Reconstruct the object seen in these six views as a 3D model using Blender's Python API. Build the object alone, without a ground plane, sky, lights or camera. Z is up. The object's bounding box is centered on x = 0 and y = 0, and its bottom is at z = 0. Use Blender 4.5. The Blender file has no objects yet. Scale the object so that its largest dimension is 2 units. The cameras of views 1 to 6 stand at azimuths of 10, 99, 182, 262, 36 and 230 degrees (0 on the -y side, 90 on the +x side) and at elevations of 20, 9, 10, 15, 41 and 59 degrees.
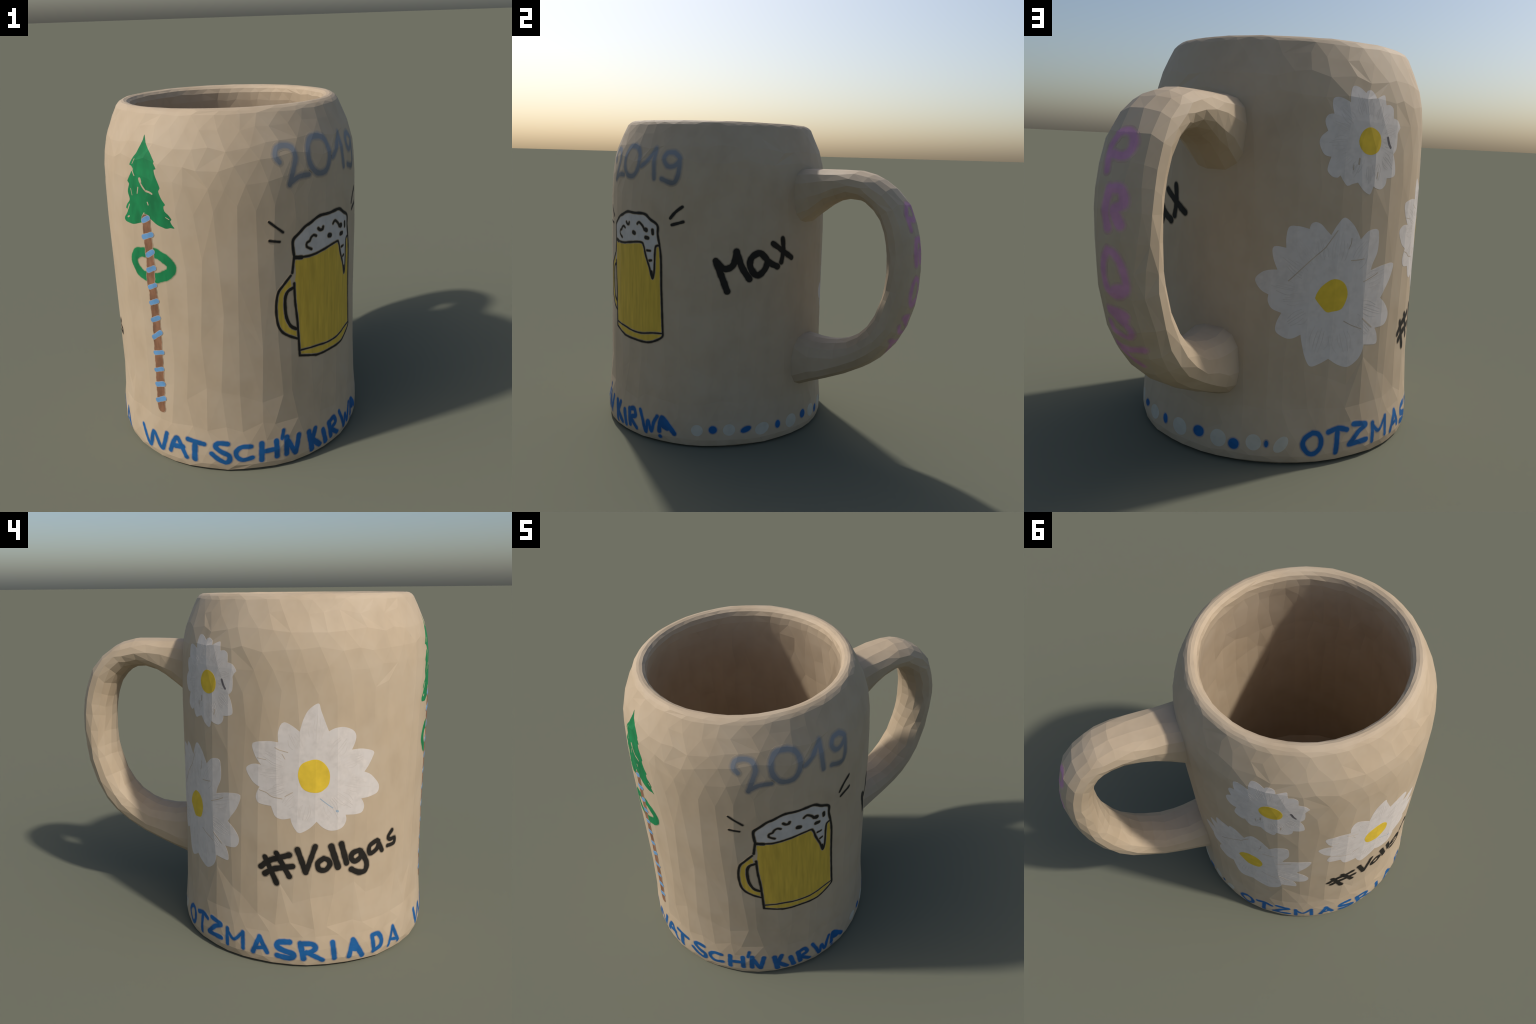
"""Hand-painted stoneware beer mug."""
import bpy, bmesh, math, random
from mathutils import Vector, noise
from mathutils.bvhtree import BVHTree
from mathutils.geometry import delaunay_2d_cdt, interpolate_bezier

# ------------------------------------------------------------------ frame
AXIS = Vector((-0.0035, -0.2862, 0.0))      # axis of the mug body
LEAN = Vector((-0.003, 0.0017, 0.0))       # the wall leans a little, per metre of height
HANDLE_AZIMUTH = math.radians(66.0)       # plane in which the handle stands
SIDE = Vector((math.cos(HANDLE_AZIMUTH), math.sin(HANDLE_AZIMUTH), 0))
ACROSS = Vector((-math.sin(HANDLE_AZIMUTH), math.cos(HANDLE_AZIMUTH), 0))
UP = Vector((0, 0, 1))
UNROLL = 0.69                             # radius used to unroll the wall

# (height, radius) of the outer wall, then over the lip and down the inside
OUTER = [(0.0, 0.684), (0.012, 0.704), (0.045, 0.712), (0.10, 0.712), (0.17, 0.706), (0.25, 0.698),
         (0.36, 0.690), (0.60, 0.690), (0.90, 0.6885), (1.20, 0.691), (1.40, 0.6865), (1.48, 0.6845), (1.54, 0.682),
         (1.60, 0.6775), (1.65, 0.671), (1.70, 0.660), (1.75, 0.642), (1.80, 0.620), (1.85, 0.597), (1.875, 0.584)]


def wall_radius(z, table=OUTER):
    for (z0, r0), (z1, r1) in zip(table, table[1:]):
        if z <= z1:
            t = max(0.0, (z - z0) / (z1 - z0))
            return r0 + (r1 - r0) * t
    return table[-1][1]


def link(obj, parent=None):
    bpy.context.scene.collection.objects.link(obj)
    if parent is not None:
        obj.parent = parent
    return obj


def mesh_object(name, verts, faces, materials, parent=None, slots=None):
    me = bpy.data.meshes.new(name)
    me.from_pydata([tuple(v) for v in verts], [], faces)
    for m in materials:
        me.materials.append(m)
    if slots:
        me.polygons.foreach_set("material_index", slots)
    me.update()
    return link(bpy.data.objects.new(name, me), parent)


# ------------------------------------------------------------------ body
def stitch_rows(rows, verts, fullness, rng, stray=0.03):
    """Triangulates neighbouring rings of equal length; each quad is cut along its fuller diagonal."""
    faces = []
    n = len(rows[0])
    for a, b in zip(rows, rows[1:]):
        for j in range(n):
            k = (j + 1) % n
            first = fullness(verts[a[j]] + verts[b[k]], a) > fullness(verts[a[k]] + verts[b[j]], a)
            if first != (rng.random() < stray):
                faces += [(a[j], a[k], b[k]), (a[j], b[k], b[j])]
            else:
                faces += [(a[j], a[k], b[j]), (a[k], b[k], b[j])]
    return faces


def build_body_mesh():
    """Coarse faceted shell: long upright slabs on the wall, short ones at shoulder, foot and lip."""
    rng = random.Random(11)
    n = 46
    # (height, radius or None = wall profile, height jitter, angle jitter, phase)
    rings = [(0.0, 0.684, 0, .1, 0), (0.012, 0.704, .003, .2, 0), (0.045, None, .006, .25, .5), (0.105, None, .012, .3, 0),
             (0.175, None, .014, .3, .5), (0.255, None, .022, .3, .1), (0.43, None, .085, .3, .2), (0.80, None, .16, .22, .2),
             (1.22, None, .14, .22, .3), (1.46, None, .035, .25, .3), (1.57, None, .016, .25, .8), (1.655, None, .016, .25, .4),
             (1.735, None, .014, .25, .9), (1.81, None, .012, .25, .5), (1.864, None, .004, .3, 1.0),
             (1.879, 0.577, .002, .2, 1.5), (1.888, 0.563, .0015, .2, 1.0), (1.890, 0.549, .001, .2, 1.5), (1.885, 0.533, .002, .2, 1.0),
             (1.872, 0.520, .002, .2, 1.5), (1.848, 0.514, .004, .25, 1.0), (1.80, 0.519, .008, .3, 1.15), (1.73, 0.532, .012, .3, 1.0),
             (1.60, 0.556, .02, .2, 1.05), (1.45, 0.581, .025, .2, 1.0), (1.28, 0.599, .03, .2, 1.05), (1.08, 0.609, .05, .2, 1.0),
             (0.80, 0.613, .06, .2, 1.05), (0.45, 0.608, .05, .25, 1.0), (0.245, 0.602, .01, .2, .8), (0.178, 0.553, .004, .2, .6),
             (0.196, 0.485, .003, .2, .4), (0.222, 0.36, .002, .2, .3), (0.220, 0.18, .002, .2, .2)]
    verts, rows = [], []
    for z, r, dz, da, ph in rings:
        row = []
        for j in range(n):
            zz = z + rng.uniform(-dz, dz)
            if r is None and 0.2 < z < 1.85:      # rings wander up and down around the mug
                turn = 2 * math.pi * j / n
                zz += 0.05 * noise.noise(Vector((1.9 * math.cos(turn), 1.9 * math.sin(turn), 3.1 + 0.4 * z))) * min(1, 6 * (1.86 - z))
            ang = 2 * math.pi * (j + ph + rng.uniform(-da, da)) / n
            base = wall_radius(zz) if r is None else r
            wob = 0.003 * noise.noise(Vector((2.2 * math.cos(ang), 2.2 * math.sin(ang), 1.6 * zz)))
            wob += rng.uniform(-0.0006, 0.0006)
            rad = base + wob
            row.append(len(verts))
            verts.append(AXIS + LEAN * (zz - 1) + Vector((rad * math.cos(ang), rad * math.sin(ang), zz)))
        rows.append(row)
    faces = stitch_rows(rows, verts, lambda p, row: (p / 2 - AXIS).xy.length, rng)
    bottom = len(verts); verts.append(AXIS + Vector((0, 0, 0.004)))
    floor = len(verts); verts.append(AXIS + Vector((0, 0, 0.222)))
    for j in range(n):
        k = (j + 1) % n
        faces.append((rows[0][k], rows[0][j], bottom))
        faces.append((rows[-1][j], rows[-1][k], floor))
    return verts, faces


# ------------------------------------------------------------------ handle
# paired points (reach from the axis, height) on the outer and the inner edge of the handle
HANDLE_OUT = [(0.61, 1.637), (0.70, 1.633), (0.79, 1.633), (0.90, 1.634), (1.022, 1.632), (1.115, 1.607), (1.206, 1.556),
              (1.291, 1.474), (1.345, 1.349), (1.375, 1.235), (1.382, 1.119), (1.378, 1.0), (1.352, 0.844), (1.296, 0.696),
              (1.209, 0.575), (1.091, 0.479), (0.946, 0.404), (0.809, 0.349), (0.70, 0.306), (0.61, 0.270)]
HANDLE_IN = [(0.61, 1.268), (0.70, 1.319), (0.785, 1.389), (0.876, 1.445), (0.963, 1.468), (1.039, 1.46), (1.104, 1.421),
             (1.154, 1.359), (1.187, 1.275), (1.201, 1.193), (1.207, 1.101), (1.201, 1.0), (1.179, 0.893), (1.134, 0.783),
             (1.068, 0.697), (0.98, 0.639), (0.892, 0.611), (0.80, 0.607), (0.70, 0.618), (0.61, 0.634)]
# sideways drift and half width of the grip at the same stations
SWAY = [-0.012, -0.009, -0.006, -0.003, 0.0, 0.004, 0.007, 0.011, 0.014, 0.017, 0.02, 0.023, 0.023, 0.024, 0.025, 0.022, 0.02,
        0.012, 0.002, -0.006]
HALF_WIDTH = [0.150, 0.139, 0.137, 0.136, 0.135, 0.135, 0.135, 0.136, 0.136, 0.135, 0.134, 0.133, 0.135, 0.137, 0.139, 0.138,
              0.137, 0.138, 0.141, 0.150]


def catmull(pts, t):
    """Point at fractional index t of a Catmull-Rom curve through pts (any dimension)."""
    n = len(pts) - 1
    t = min(max(t, 0.0), n - 1e-6)
    i = int(t); f = t - i
    p = [pts[min(max(i + k, 0), n)] for k in (-1, 0, 1, 2)]
    return tuple(0.5 * (2 * b + (c - a) * f + (2 * a - 5 * b + 4 * c - d) * f * f + (3 * b - a - 3 * c + d) * f ** 3)
                 for a, b, c, d in zip(*p))


def build_handle_mesh():
    rng = random.Random(5)
    around, along = 14, 25
    drift = 0.5
    verts, rows = [], []
    for i in range(along):
        row = []
        drift += rng.uniform(-.3, .3)
        ring_shift = rng.uniform(-.18, .18)
        for j in range(around):
            t = (i + (ring_shift + rng.uniform(-.12, .12) if 0 < i < along - 1 else 0)) / (along - 1) * (len(HANDLE_OUT) - 1)
            o, q, w = catmull(HANDLE_OUT, t), catmull(HANDLE_IN, t), catmull(list(zip(HALF_WIDTH, SWAY)), t)
            mid = Vector(((o[0] + q[0]) / 2, (o[1] + q[1]) / 2)); half = Vector(((o[0] - q[0]) / 2, (o[1] - q[1]) / 2))
            a = 2 * math.pi * (j + drift + rng.uniform(-.12, .12)) / around
            ca, sa = math.cos(a), math.sin(a)
            rooted = max(0.0, 1 - min(t, len(HANDLE_OUT) - 1 - t) / 4)      # boxier where it meets the wall
            e = 2 / (2.1 + 0.9 * rooted)
            x = math.copysign(abs(ca) ** e, ca); y = math.copysign(abs(sa) ** e, sa)
            s = mid + half * x
            row.append(len(verts))
            verts.append(AXIS + SIDE * s.x + ACROSS * (w[0] * (1 + 0.05 * x) * y + w[1]) + UP * s.y)
        rows.append(row)
    centre = {id(row): sum((verts[i] for i in row), Vector()) / len(row) for row in rows}
    faces = stitch_rows(rows, verts, lambda p, row: (p / 2 - centre[id(row)]).length, rng)
    for row, flip in ((rows[0], False), (rows[-1], True)):
        faces.append(tuple(row) if flip else tuple(reversed(row)))
    return verts, faces


BODY = build_body_mesh()
HANDLE = build_handle_mesh()
BODY_TREE = BVHTree.FromPolygons(*BODY)
HANDLE_TREE = BVHTree.FromPolygons(*HANDLE)


def on_wall(u, z, lift):
    """(distance along the unrolled wall, height) -> point on the outside of the body."""
    a = u / UNROLL
    out = Vector((math.cos(a), math.sin(a), 0))
    hit, nor, _, _ = BODY_TREE.ray_cast(AXIS + UP * z + out * 1.5, -out)
    if hit is None:
        hit = AXIS + UP * z + out * wall_radius(z)
    return hit + out * lift


# running length of the handle's outer edge
BACK = [catmull(HANDLE_OUT, i * 0.05) for i in range(int((len(HANDLE_OUT) - 1) / 0.05))]
BACK_LENGTH = [0.0]
for p, q in zip(BACK, BACK[1:]):
    BACK_LENGTH.append(BACK_LENGTH[-1] + math.hypot(q[0] - p[0], q[1] - p[1]))


def back_frame(length):
    for i, l in enumerate(BACK_LENGTH):
        if l >= length:
            break
    i = min(max(i, 1), len(BACK) - 2)
    f = (length - BACK_LENGTH[i - 1]) / (BACK_LENGTH[i] - BACK_LENGTH[i - 1])
    p = [BACK[i - 1][k] + f * (BACK[i][k] - BACK[i - 1][k]) for k in (0, 1)]
    d = Vector((BACK[i + 1][0] - BACK[i - 1][0], BACK[i + 1][1] - BACK[i - 1][1])).normalized()
    return p, SIDE * (-d.y) + UP * d.x


def on_handle(n, minus_length, lift):
    """(offset across, minus running length) -> point on the back of the handle."""
    p, nor = back_frame(-minus_length)
    start = AXIS + SIDE * p[0] + UP * p[1] + ACROSS * n + nor * 0.12
    hit, _, _, _ = HANDLE_TREE.ray_cast(start, -nor)
    if hit is None:
        hit = start - nor * 0.14
    return hit + nor * lift


def wall_edges():
    """Outside facet edges of the body, unrolled (twice, one turn apart)."""
    verts, faces = BODY
    turn = 2 * math.pi * UNROLL
    seen = set()
    for f in faces:
        if max(f) >= 46 * 15:
            continue
        for a, b in zip(f, f[1:] + f[:1]):
            seen.add((min(a, b), max(a, b)))
    out = []
    for a, b in sorted(seen):
        p, q = verts[a] - AXIS, verts[b] - AXIS
        u, v = math.atan2(p.y, p.x) * UNROLL, math.atan2(q.y, q.x) * UNROLL
        if v - u > turn / 2:
            v -= turn
        elif u - v > turn / 2:
            v += turn
        for k in (-2, -1, 0, 1):
            out.append(((u + k * turn, p.z), (v + k * turn, q.z)))
    return out


def handle_coords(point):
    p = point - AXIS
    s, n = p.dot(SIDE), p.dot(ACROSS)
    i = min(range(len(BACK)), key=lambda i: (BACK[i][0] - s) ** 2 + (BACK[i][1] - p.z) ** 2)
    return n, -BACK_LENGTH[i]


def handle_edges():
    verts, faces = HANDLE
    flat = [handle_coords(v) for v in verts]
    seen = {(min(a, b), max(a, b)) for f in faces if len(f) == 3 for a, b in zip(f, f[1:] + f[:1])}
    ring = 14
    return [(flat[a], flat[b]) for a, b in sorted(seen) if all((i % ring) in (0, 1, 2, 3, 10, 11, 12, 13) for i in (a, b))]


FACETS = {on_wall: wall_edges(), on_handle: handle_edges()}

# ------------------------------------------------------------------ materials
def nodes_of(mat):
    mat.use_nodes = True
    return mat.node_tree.nodes, mat.node_tree.links


def glazed(name, colour, grain=0.05, scale=14.0, rough=0.7, streak=(1, 1, 1), second=None, second_scale=3.0, bump=0.0):
    """Principled surface whose colour wanders a little around one hue."""
    mat = bpy.data.materials.new(name)
    nodes, links = nodes_of(mat)
    bsdf = nodes["Principled BSDF"]
    bsdf.inputs["Roughness"].default_value = rough
    bsdf.inputs["Specular IOR Level"].default_value = 0.3
    tex = nodes.new("ShaderNodeTexCoord")
    mapping = nodes.new("ShaderNodeMapping")
    mapping.inputs["Scale"].default_value = streak
    links.new(tex.outputs["Object"], mapping.inputs["Vector"])
    fine = nodes.new("ShaderNodeTexNoise")
    fine.inputs["Scale"].default_value = scale
    fine.inputs["Detail"].default_value = 5
    links.new(mapping.outputs["Vector"], fine.inputs["Vector"])
    ramp = nodes.new("ShaderNodeValToRGB")
    lo = tuple(c * (1 - grain) for c in colour) + (1,)
    hi = tuple(min(1, c * (1 + grain)) for c in colour) + (1,)
    ramp.color_ramp.elements[0].position = 0.3; ramp.color_ramp.elements[0].color = lo
    ramp.color_ramp.elements[1].position = 0.7; ramp.color_ramp.elements[1].color = hi
    links.new(fine.outputs["Fac"], ramp.inputs["Fac"])
    out = ramp.outputs["Color"]
    if second:
        broad = nodes.new("ShaderNodeTexNoise")
        broad.inputs["Scale"].default_value = second_scale
        broad.inputs["Detail"].default_value = 3
        links.new(tex.outputs["Object"], broad.inputs["Vector"])
        limit = nodes.new("ShaderNodeMapRange")
        limit.inputs["From Min"].default_value = 0.42; limit.inputs["From Max"].default_value = 0.68
        links.new(broad.outputs["Fac"], limit.inputs["Value"])
        mix = nodes.new("ShaderNodeMix"); mix.data_type = 'RGBA'
        links.new(limit.outputs["Result"], mix.inputs["Factor"])
        links.new(out, mix.inputs["A"])
        mix.inputs["B"].default_value = tuple(second) + (1,)
        out = mix.outputs["Result"]
    links.new(out, bsdf.inputs["Base Color"])
    if bump:
        b = nodes.new("ShaderNodeBump")
        b.inputs["Strength"].default_value = bump; b.inputs["Distance"].default_value = 0.002
        links.new(fine.outputs["Fac"], b.inputs["Height"])
        links.new(b.outputs["Normal"], bsdf.inputs["Normal"])
    return mat


CLAY_COLOUR = (0.455, 0.350, 0.236)


def blend(colour, f):
    return tuple(c * f + k * (1 - f) for c, k in zip(colour, CLAY_COLOUR))


def paint_set(name, colour, **kw):
    """Full paint plus two thinner washes for the soft edge of a brush line."""
    return [glazed(name + "_thin", blend(colour, 0.22), **kw), glazed(name + "_wash", blend(colour, 0.58), **kw),
            glazed(name, colour, **kw)]


CLAY = glazed("glazed_stoneware", CLAY_COLOUR, grain=0.05, scale=11, streak=(1, 1, 0.45), rough=0.64,
              second=(0.478, 0.376, 0.262), second_scale=5.0)
BLUE = paint_set("cobalt_blue_paint", (0.007, 0.092, 0.265), grain=0.16, scale=16)
BLACK = paint_set("black_marker", (0.013, 0.010, 0.007), grain=0.3, scale=20)
SLATE = paint_set("slate_grey_paint", (0.120, 0.118, 0.116), grain=0.2, scale=6)


def fade_upwards(mat, colour, low, high):
    """Mixes in a paler colour with height."""
    nodes, links = nodes_of(mat)
    bsdf = nodes["Principled BSDF"]
    source = bsdf.inputs["Base Color"].links[0].from_socket
    tex = nodes.new("ShaderNodeTexCoord"); split = nodes.new("ShaderNodeSeparateXYZ"); span = nodes.new("ShaderNodeMapRange")
    links.new(tex.outputs["Object"], split.inputs["Vector"])
    links.new(split.outputs["Z"], span.inputs["Value"])
    span.inputs["From Min"].default_value = low; span.inputs["From Max"].default_value = high
    mix = nodes.new("ShaderNodeMix"); mix.data_type = 'RGBA'
    links.new(span.outputs["Result"], mix.inputs["Factor"]); links.new(source, mix.inputs["A"])
    mix.inputs["B"].default_value = tuple(colour) + (1,)
    links.new(mix.outputs["Result"], bsdf.inputs["Base Color"])


for wash, part in zip(SLATE, (0.22, 0.58, 1.0)):
    fade_upwards(wash, blend((0.235, 0.248, 0.270), part), 1.46, 1.70)
VIOLET = paint_set("violet_paint", (0.52, 0.25, 0.37), grain=0.12, scale=14)
GREEN = paint_set("fir_green_paint", (0.005, 0.178, 0.056), grain=0.22, scale=22, streak=(1, 1, 0.5))
BROWN = paint_set("bark_brown_paint", (0.205, 0.098, 0.052), grain=0.35, scale=30, streak=(1, 1, 0.4))
SKY = paint_set("sky_blue_paint", (0.118, 0.272, 0.48), grain=0.12, scale=26)
YELLOW = glazed("egg_yellow_paint", (0.66, 0.45, 0.035), grain=0.1, scale=20)
BEER = glazed("beer_yellow_paint", (0.60, 0.40, 0.050), grain=0.14, scale=20, streak=(2.2, 2.2, 0.25))
FOAM = glazed("foam_white_paint", (0.50, 0.46, 0.42), grain=0.07, scale=26)
PETAL = glazed("petal_white_paint", (0.585, 0.525, 0.475), grain=0.085, scale=34, second=(0.60, 0.545, 0.50), second_scale=16)
DOT_WHITE = glazed("dot_white_paint", (0.485, 0.45, 0.37), grain=0.06, scale=30)
PETAL_LINE = glazed("petal_brush_line", (0.555, 0.495, 0.445), grain=0.08)
SCRATCH = glazed("scratched_clay", (0.46, 0.37, 0.28), grain=0.1)
BARE = glazed("bare_clay", CLAY_COLOUR, grain=0.06)
SOOT = glazed("dark_smudge_paint", (0.14, 0.12, 0.12), grain=0.3, scale=40)
PALE_SKY = glazed("pale_blue_slip", (0.33, 0.40, 0.46), grain=0.1)


# ------------------------------------------------------------------ paint films
def smooth_line(pts, step=0.008):
    if len(pts) == 2 or math.dist(pts[0], pts[-1]) < 1e-6 and len(pts) < 4:
        n = max(1, int(math.dist(pts[0], pts[-1]) / step))
        return [tuple(a + (b - a) * i / n for a, b in zip(pts[0], pts[-1])) for i in range(n + 1)]
    out = []
    for i in range(len(pts) - 1):
        n = max(1, int(math.dist(pts[i], pts[i + 1]) / step))
        out += [catmull(pts, i + k / n) for k in range(n)]
    out.append(pts[-1])
    return out


def stroke_shapes(pts, radius, rng):
    """A brush line as a row of overlapping discs and bars."""
    line = smooth_line(pts)
    phase, wob = rng.uniform(0, 6), []
    for i in range(len(line)):
        wob.append(radius * (1 + 0.05 * math.sin(phase + i * 0.9) + 0.03 * math.sin(phase * 2 + i * 2.1)))
    shapes = []
    for p, r in zip(line, wob):
        shapes.append([(p[0] + r * math.cos(k * math.pi / 6), p[1] + r * math.sin(k * math.pi / 6)) for k in range(12)])
    for (a, ra), (b, rb) in zip(zip(line, wob), zip(line[1:], wob[1:])):
        d = math.dist(a, b)
        if d < 1e-6:
            continue
        nx, ny = -(b[1] - a[1]) / d, (b[0] - a[0]) / d
        shapes.append([(a[0] - nx * ra, a[1] - ny * ra), (b[0] - nx * rb, b[1] - ny * rb),
                       (b[0] + nx * rb, b[1] + ny * rb), (a[0] + nx * ra, a[1] + ny * ra)])
    return shapes


def densify(poly, step=0.01):
    out = []
    for a, b in zip(poly, poly[1:] + poly[:1]):
        n = max(1, int(math.dist(a, b) / step))
        out += [(a[0] + (b[0] - a[0]) * i / n, a[1] + (b[1] - a[1]) * i / n) for i in range(n)]
    return out


def rounded(poly, step=0.01):
    """Closed smooth outline through control points."""
    pts = [poly[-1]] + list(poly) + list(poly[:2])
    out = []
    for i in range(1, len(poly) + 1):
        n = max(1, int(math.dist(pts[i], pts[i + 1]) / step))
        out += [catmull(pts, i + k / n) for k in range(n)]
    return out


def inside(x, y, poly):
    odd = False
    for (ax, ay), (bx, by) in zip(poly, poly[1:] + poly[:1]):
        if (ay > y) != (by > y) and x < ax + (y - ay) * (bx - ax) / (by - ay):
            odd = not odd
    return odd


def union_mesh(shapes, facets):
    """Triangulates the union of 2D shapes, cut along the facets of the clay beneath so that it lies flat on them."""
    verts, edges, boxes = [], [], []
    for s in shapes:
        n, m = len(verts), len(s)
        edges += [(n + i, n + (i + 1) % m) for i in range(m)]
        verts += [Vector(p) for p in s]
        boxes.append((min(p[0] for p in s), max(p[0] for p in s), min(p[1] for p in s), max(p[1] for p in s), s))
    x0, x1 = min(v.x for v in verts), max(v.x for v in verts)
    y0, y1 = min(v.y for v in verts), max(v.y for v in verts)

    def covered(x, y):
        return any(b[0] <= x <= b[1] and b[2] <= y <= b[3] and inside(x, y, b[4]) for b in boxes)

    for (ax, ay), (bx, by) in facets:
        if max(ax, bx) > x0 and min(ax, bx) < x1 and max(ay, by) > y0 and min(ay, by) < y1:
            edges.append((len(verts), len(verts) + 1))
            verts += [Vector((ax, ay)), Vector((bx, by))]
    co, _, tris, _, _, _ = delaunay_2d_cdt(verts, edges, [], 0, 1e-6)
    keep = [tuple(t) for t in tris if covered(sum(co[i].x for i in t) / 3, sum(co[i].y for i in t) / 3)]
    used = sorted({i for t in keep for i in t})
    index = {v: k for k, v in enumerate(used)}
    return [co[i] for i in used], [tuple(index[i] for i in t) for t in keep]


def film(name, layers, parent, place=on_wall):
    """A coat of paint: layers of (2D shapes, lift above the clay, material), each with a rim that reaches the clay."""
    verts, faces, slots, mats = [], [], [], []
    for shapes, lift, mat in layers:
        co, tris = union_mesh(shapes, FACETS[place])
        base = len(verts)
        verts += [place(p.x, p.y, lift) for p in co]
        faces += [tuple(base + i for i in t) for t in tris]
        count = {}
        for t in tris:
            for a, b in zip(t, t[1:] + t[:1]):
                count[(a, b)] = 1
        rim = [e for e in count if (e[1], e[0]) not in count]
        under = {}
        for i in {i for e in rim for i in e}:
            under[i] = len(verts)
            verts.append(place(co[i].x, co[i].y, -0.002))
        faces += [(base + b, base + a, under[a], under[b]) for a, b in rim]
        if mat not in mats:
            mats.append(mat)
        slots += [mats.index(mat)] * (len(tris) + len(rim))
    return mesh_object(name, verts, faces, mats, parent, slots)


def brush_layers(strokes, paints, lift=0.0004, soft=0.0042, seed=0, gap=0.00018):
    """Three nested coats: thin wash, wash, full paint."""
    layers = []
    for k, (grow, mat) in enumerate(zip((soft, 0.35 * soft, -0.3 * soft), paints)):
        rng = random.Random(seed)
        shapes = []
        for width, pts in strokes:
            shapes += stroke_shapes(pts, max(0.003, width + grow), rng)
        layers.append((shapes, lift + gap * k, mat))
    return layers


def hub(name, parent):
    obj = bpy.data.objects.new(name, None)
    obj.empty_display_size = 0.05
    return link(obj, parent)


def lettering(group, glyphs, paints, parent, place=on_wall, soft=0.0050, thick=0.55):
    for k, (glyph, strokes) in enumerate(glyphs):
        film("painted_letter" if glyph.isalpha() else "painted_mark" if not glyph.isdigit() else "painted_digit",
             brush_layers([(w * thick, p) for w, p in strokes], paints, seed=k, soft=soft), group, place)

# ------------------------------------------------------------------ painted decoration
# brush lines as (width, points); points are (distance along the unrolled wall, height) in metres
FOOT_WORD_TWO = []
FOOT_WORD_TWO.append(('W', [(0.0243, [(-1.549, 0.155), (-1.493, 0.054), (-1.457, 0.149), (-1.399, 0.068), (-1.361, 0.175)])]))
FOOT_WORD_TWO.append(('A', [(0.0243, [(-1.339, 0.08), (-1.295, 0.168), (-1.24, 0.066)]),
    (0.0286, [(-1.307, 0.119), (-1.26, 0.125)])]))
FOOT_WORD_TWO.append(('T', [(0.0253, [(-1.228, 0.178), (-1.139, 0.164)]),
    (0.0287, [(-1.188, 0.168), (-1.193, 0.065)])]))
FOOT_WORD_TWO.append(('S', [(0.0254, [(-1.015, 0.174), (-1.064, 0.175), (-1.078, 0.156), (-1.056, 0.131), (-1.011, 0.105), (-1.009, 0.073), (-1.029, 0.06), (-1.065, 0.08), (-1.1, 0.112)])]))
FOOT_WORD_TWO.append(('C', [(0.024, [(-0.894, 0.154), (-0.943, 0.153), (-0.971, 0.128), (-0.968, 0.096), (-0.94, 0.076), (-0.89, 0.087)])]))
FOOT_WORD_TWO.append(('H', [(0.027, [(-0.838, 0.165), (-0.842, 0.065)]),
    (0.0254, [(-0.84, 0.116), (-0.759, 0.12)]),
    (0.027, [(-0.76, 0.165), (-0.76, 0.072)])]))
FOOT_WORD_TWO.append(('stroke', [(0.0183, [(-0.718, 0.219), (-0.728, 0.172)])]))
FOOT_WORD_TWO.append(('N', [(0.0271, [(-0.703, 0.174), (-0.707, 0.074)]),
    (0.0258, [(-0.704, 0.167), (-0.66, 0.071)]),
    (0.0259, [(-0.632, 0.166), (-0.656, 0.065)])]))
FOOT_WORD_TWO.append(('K', [(0.0302, [(-0.568, 0.158), (-0.552, 0.041)]),
    (0.0265, [(-0.524, 0.163), (-0.547, 0.109)]),
    (0.0302, [(-0.547, 0.103), (-0.496, 0.047)])]))
FOOT_WORD_TWO.append(('I', [(0.0286, [(-0.47, 0.13), (-0.451, 0.046)])]))
FOOT_WORD_TWO.append(('R', [(0.0286, [(-0.42, 0.149), (-0.407, 0.058)]),
    (0.025, [(-0.42, 0.149), (-0.377, 0.162), (-0.362, 0.123), (-0.401, 0.103), (-0.349, 0.051)])]))
FOOT_WORD_TWO.append(('W', [(0.0209, [(-0.323, 0.172), (-0.296, 0.109), (-0.273, 0.048), (-0.258, 0.118), (-0.232, 0.062), (-0.216, 0.119), (-0.196, 0.157)])]))
FOOT_WORD_TWO.append(('A', [(0.0251, [(-0.164, 0.158), (-0.175, 0.116), (-0.177, 0.074)]),
    (0.0279, [(-0.158, 0.156), (-0.125, 0.125), (-0.082, 0.073)]),
    (0.0383, [(-0.159, 0.118), (-0.127, 0.104)]),
    (0.0223, [(-0.172, 0.041), (-0.171, 0.041)])]))
FOOT_WORD_ONE = []
FOOT_WORD_ONE.append(('O', [(0.0218, [(-3.052, 0.154), (-3.086, 0.131), (-3.095, 0.098), (-3.071, 0.06), (-3.042, 0.055), (-3.016, 0.081), (-3.012, 0.123), (-3.028, 0.149), (-3.052, 0.154)])]))
FOOT_WORD_ONE.append(('T', [(0.0231, [(-2.976, 0.151), (-2.927, 0.162), (-2.88, 0.149)]),
    (0.0234, [(-2.93, 0.154), (-2.936, 0.047)])]))
FOOT_WORD_ONE.append(('Z', [(0.0236, [(-2.845, 0.17), (-2.77, 0.154), (-2.814, 0.128), (-2.866, 0.076)]),
    (0.0253, [(-2.866, 0.076), (-2.764, 0.078)])]))
FOOT_WORD_ONE.append(('M', [(0.0215, [(-2.723, 0.147), (-2.722, 0.057)]),
    (0.017, [(-2.723, 0.14), (-2.678, 0.1), (-2.624, 0.155)]),
    (0.0212, [(-2.624, 0.155), (-2.621, 0.064)])]))
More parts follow.
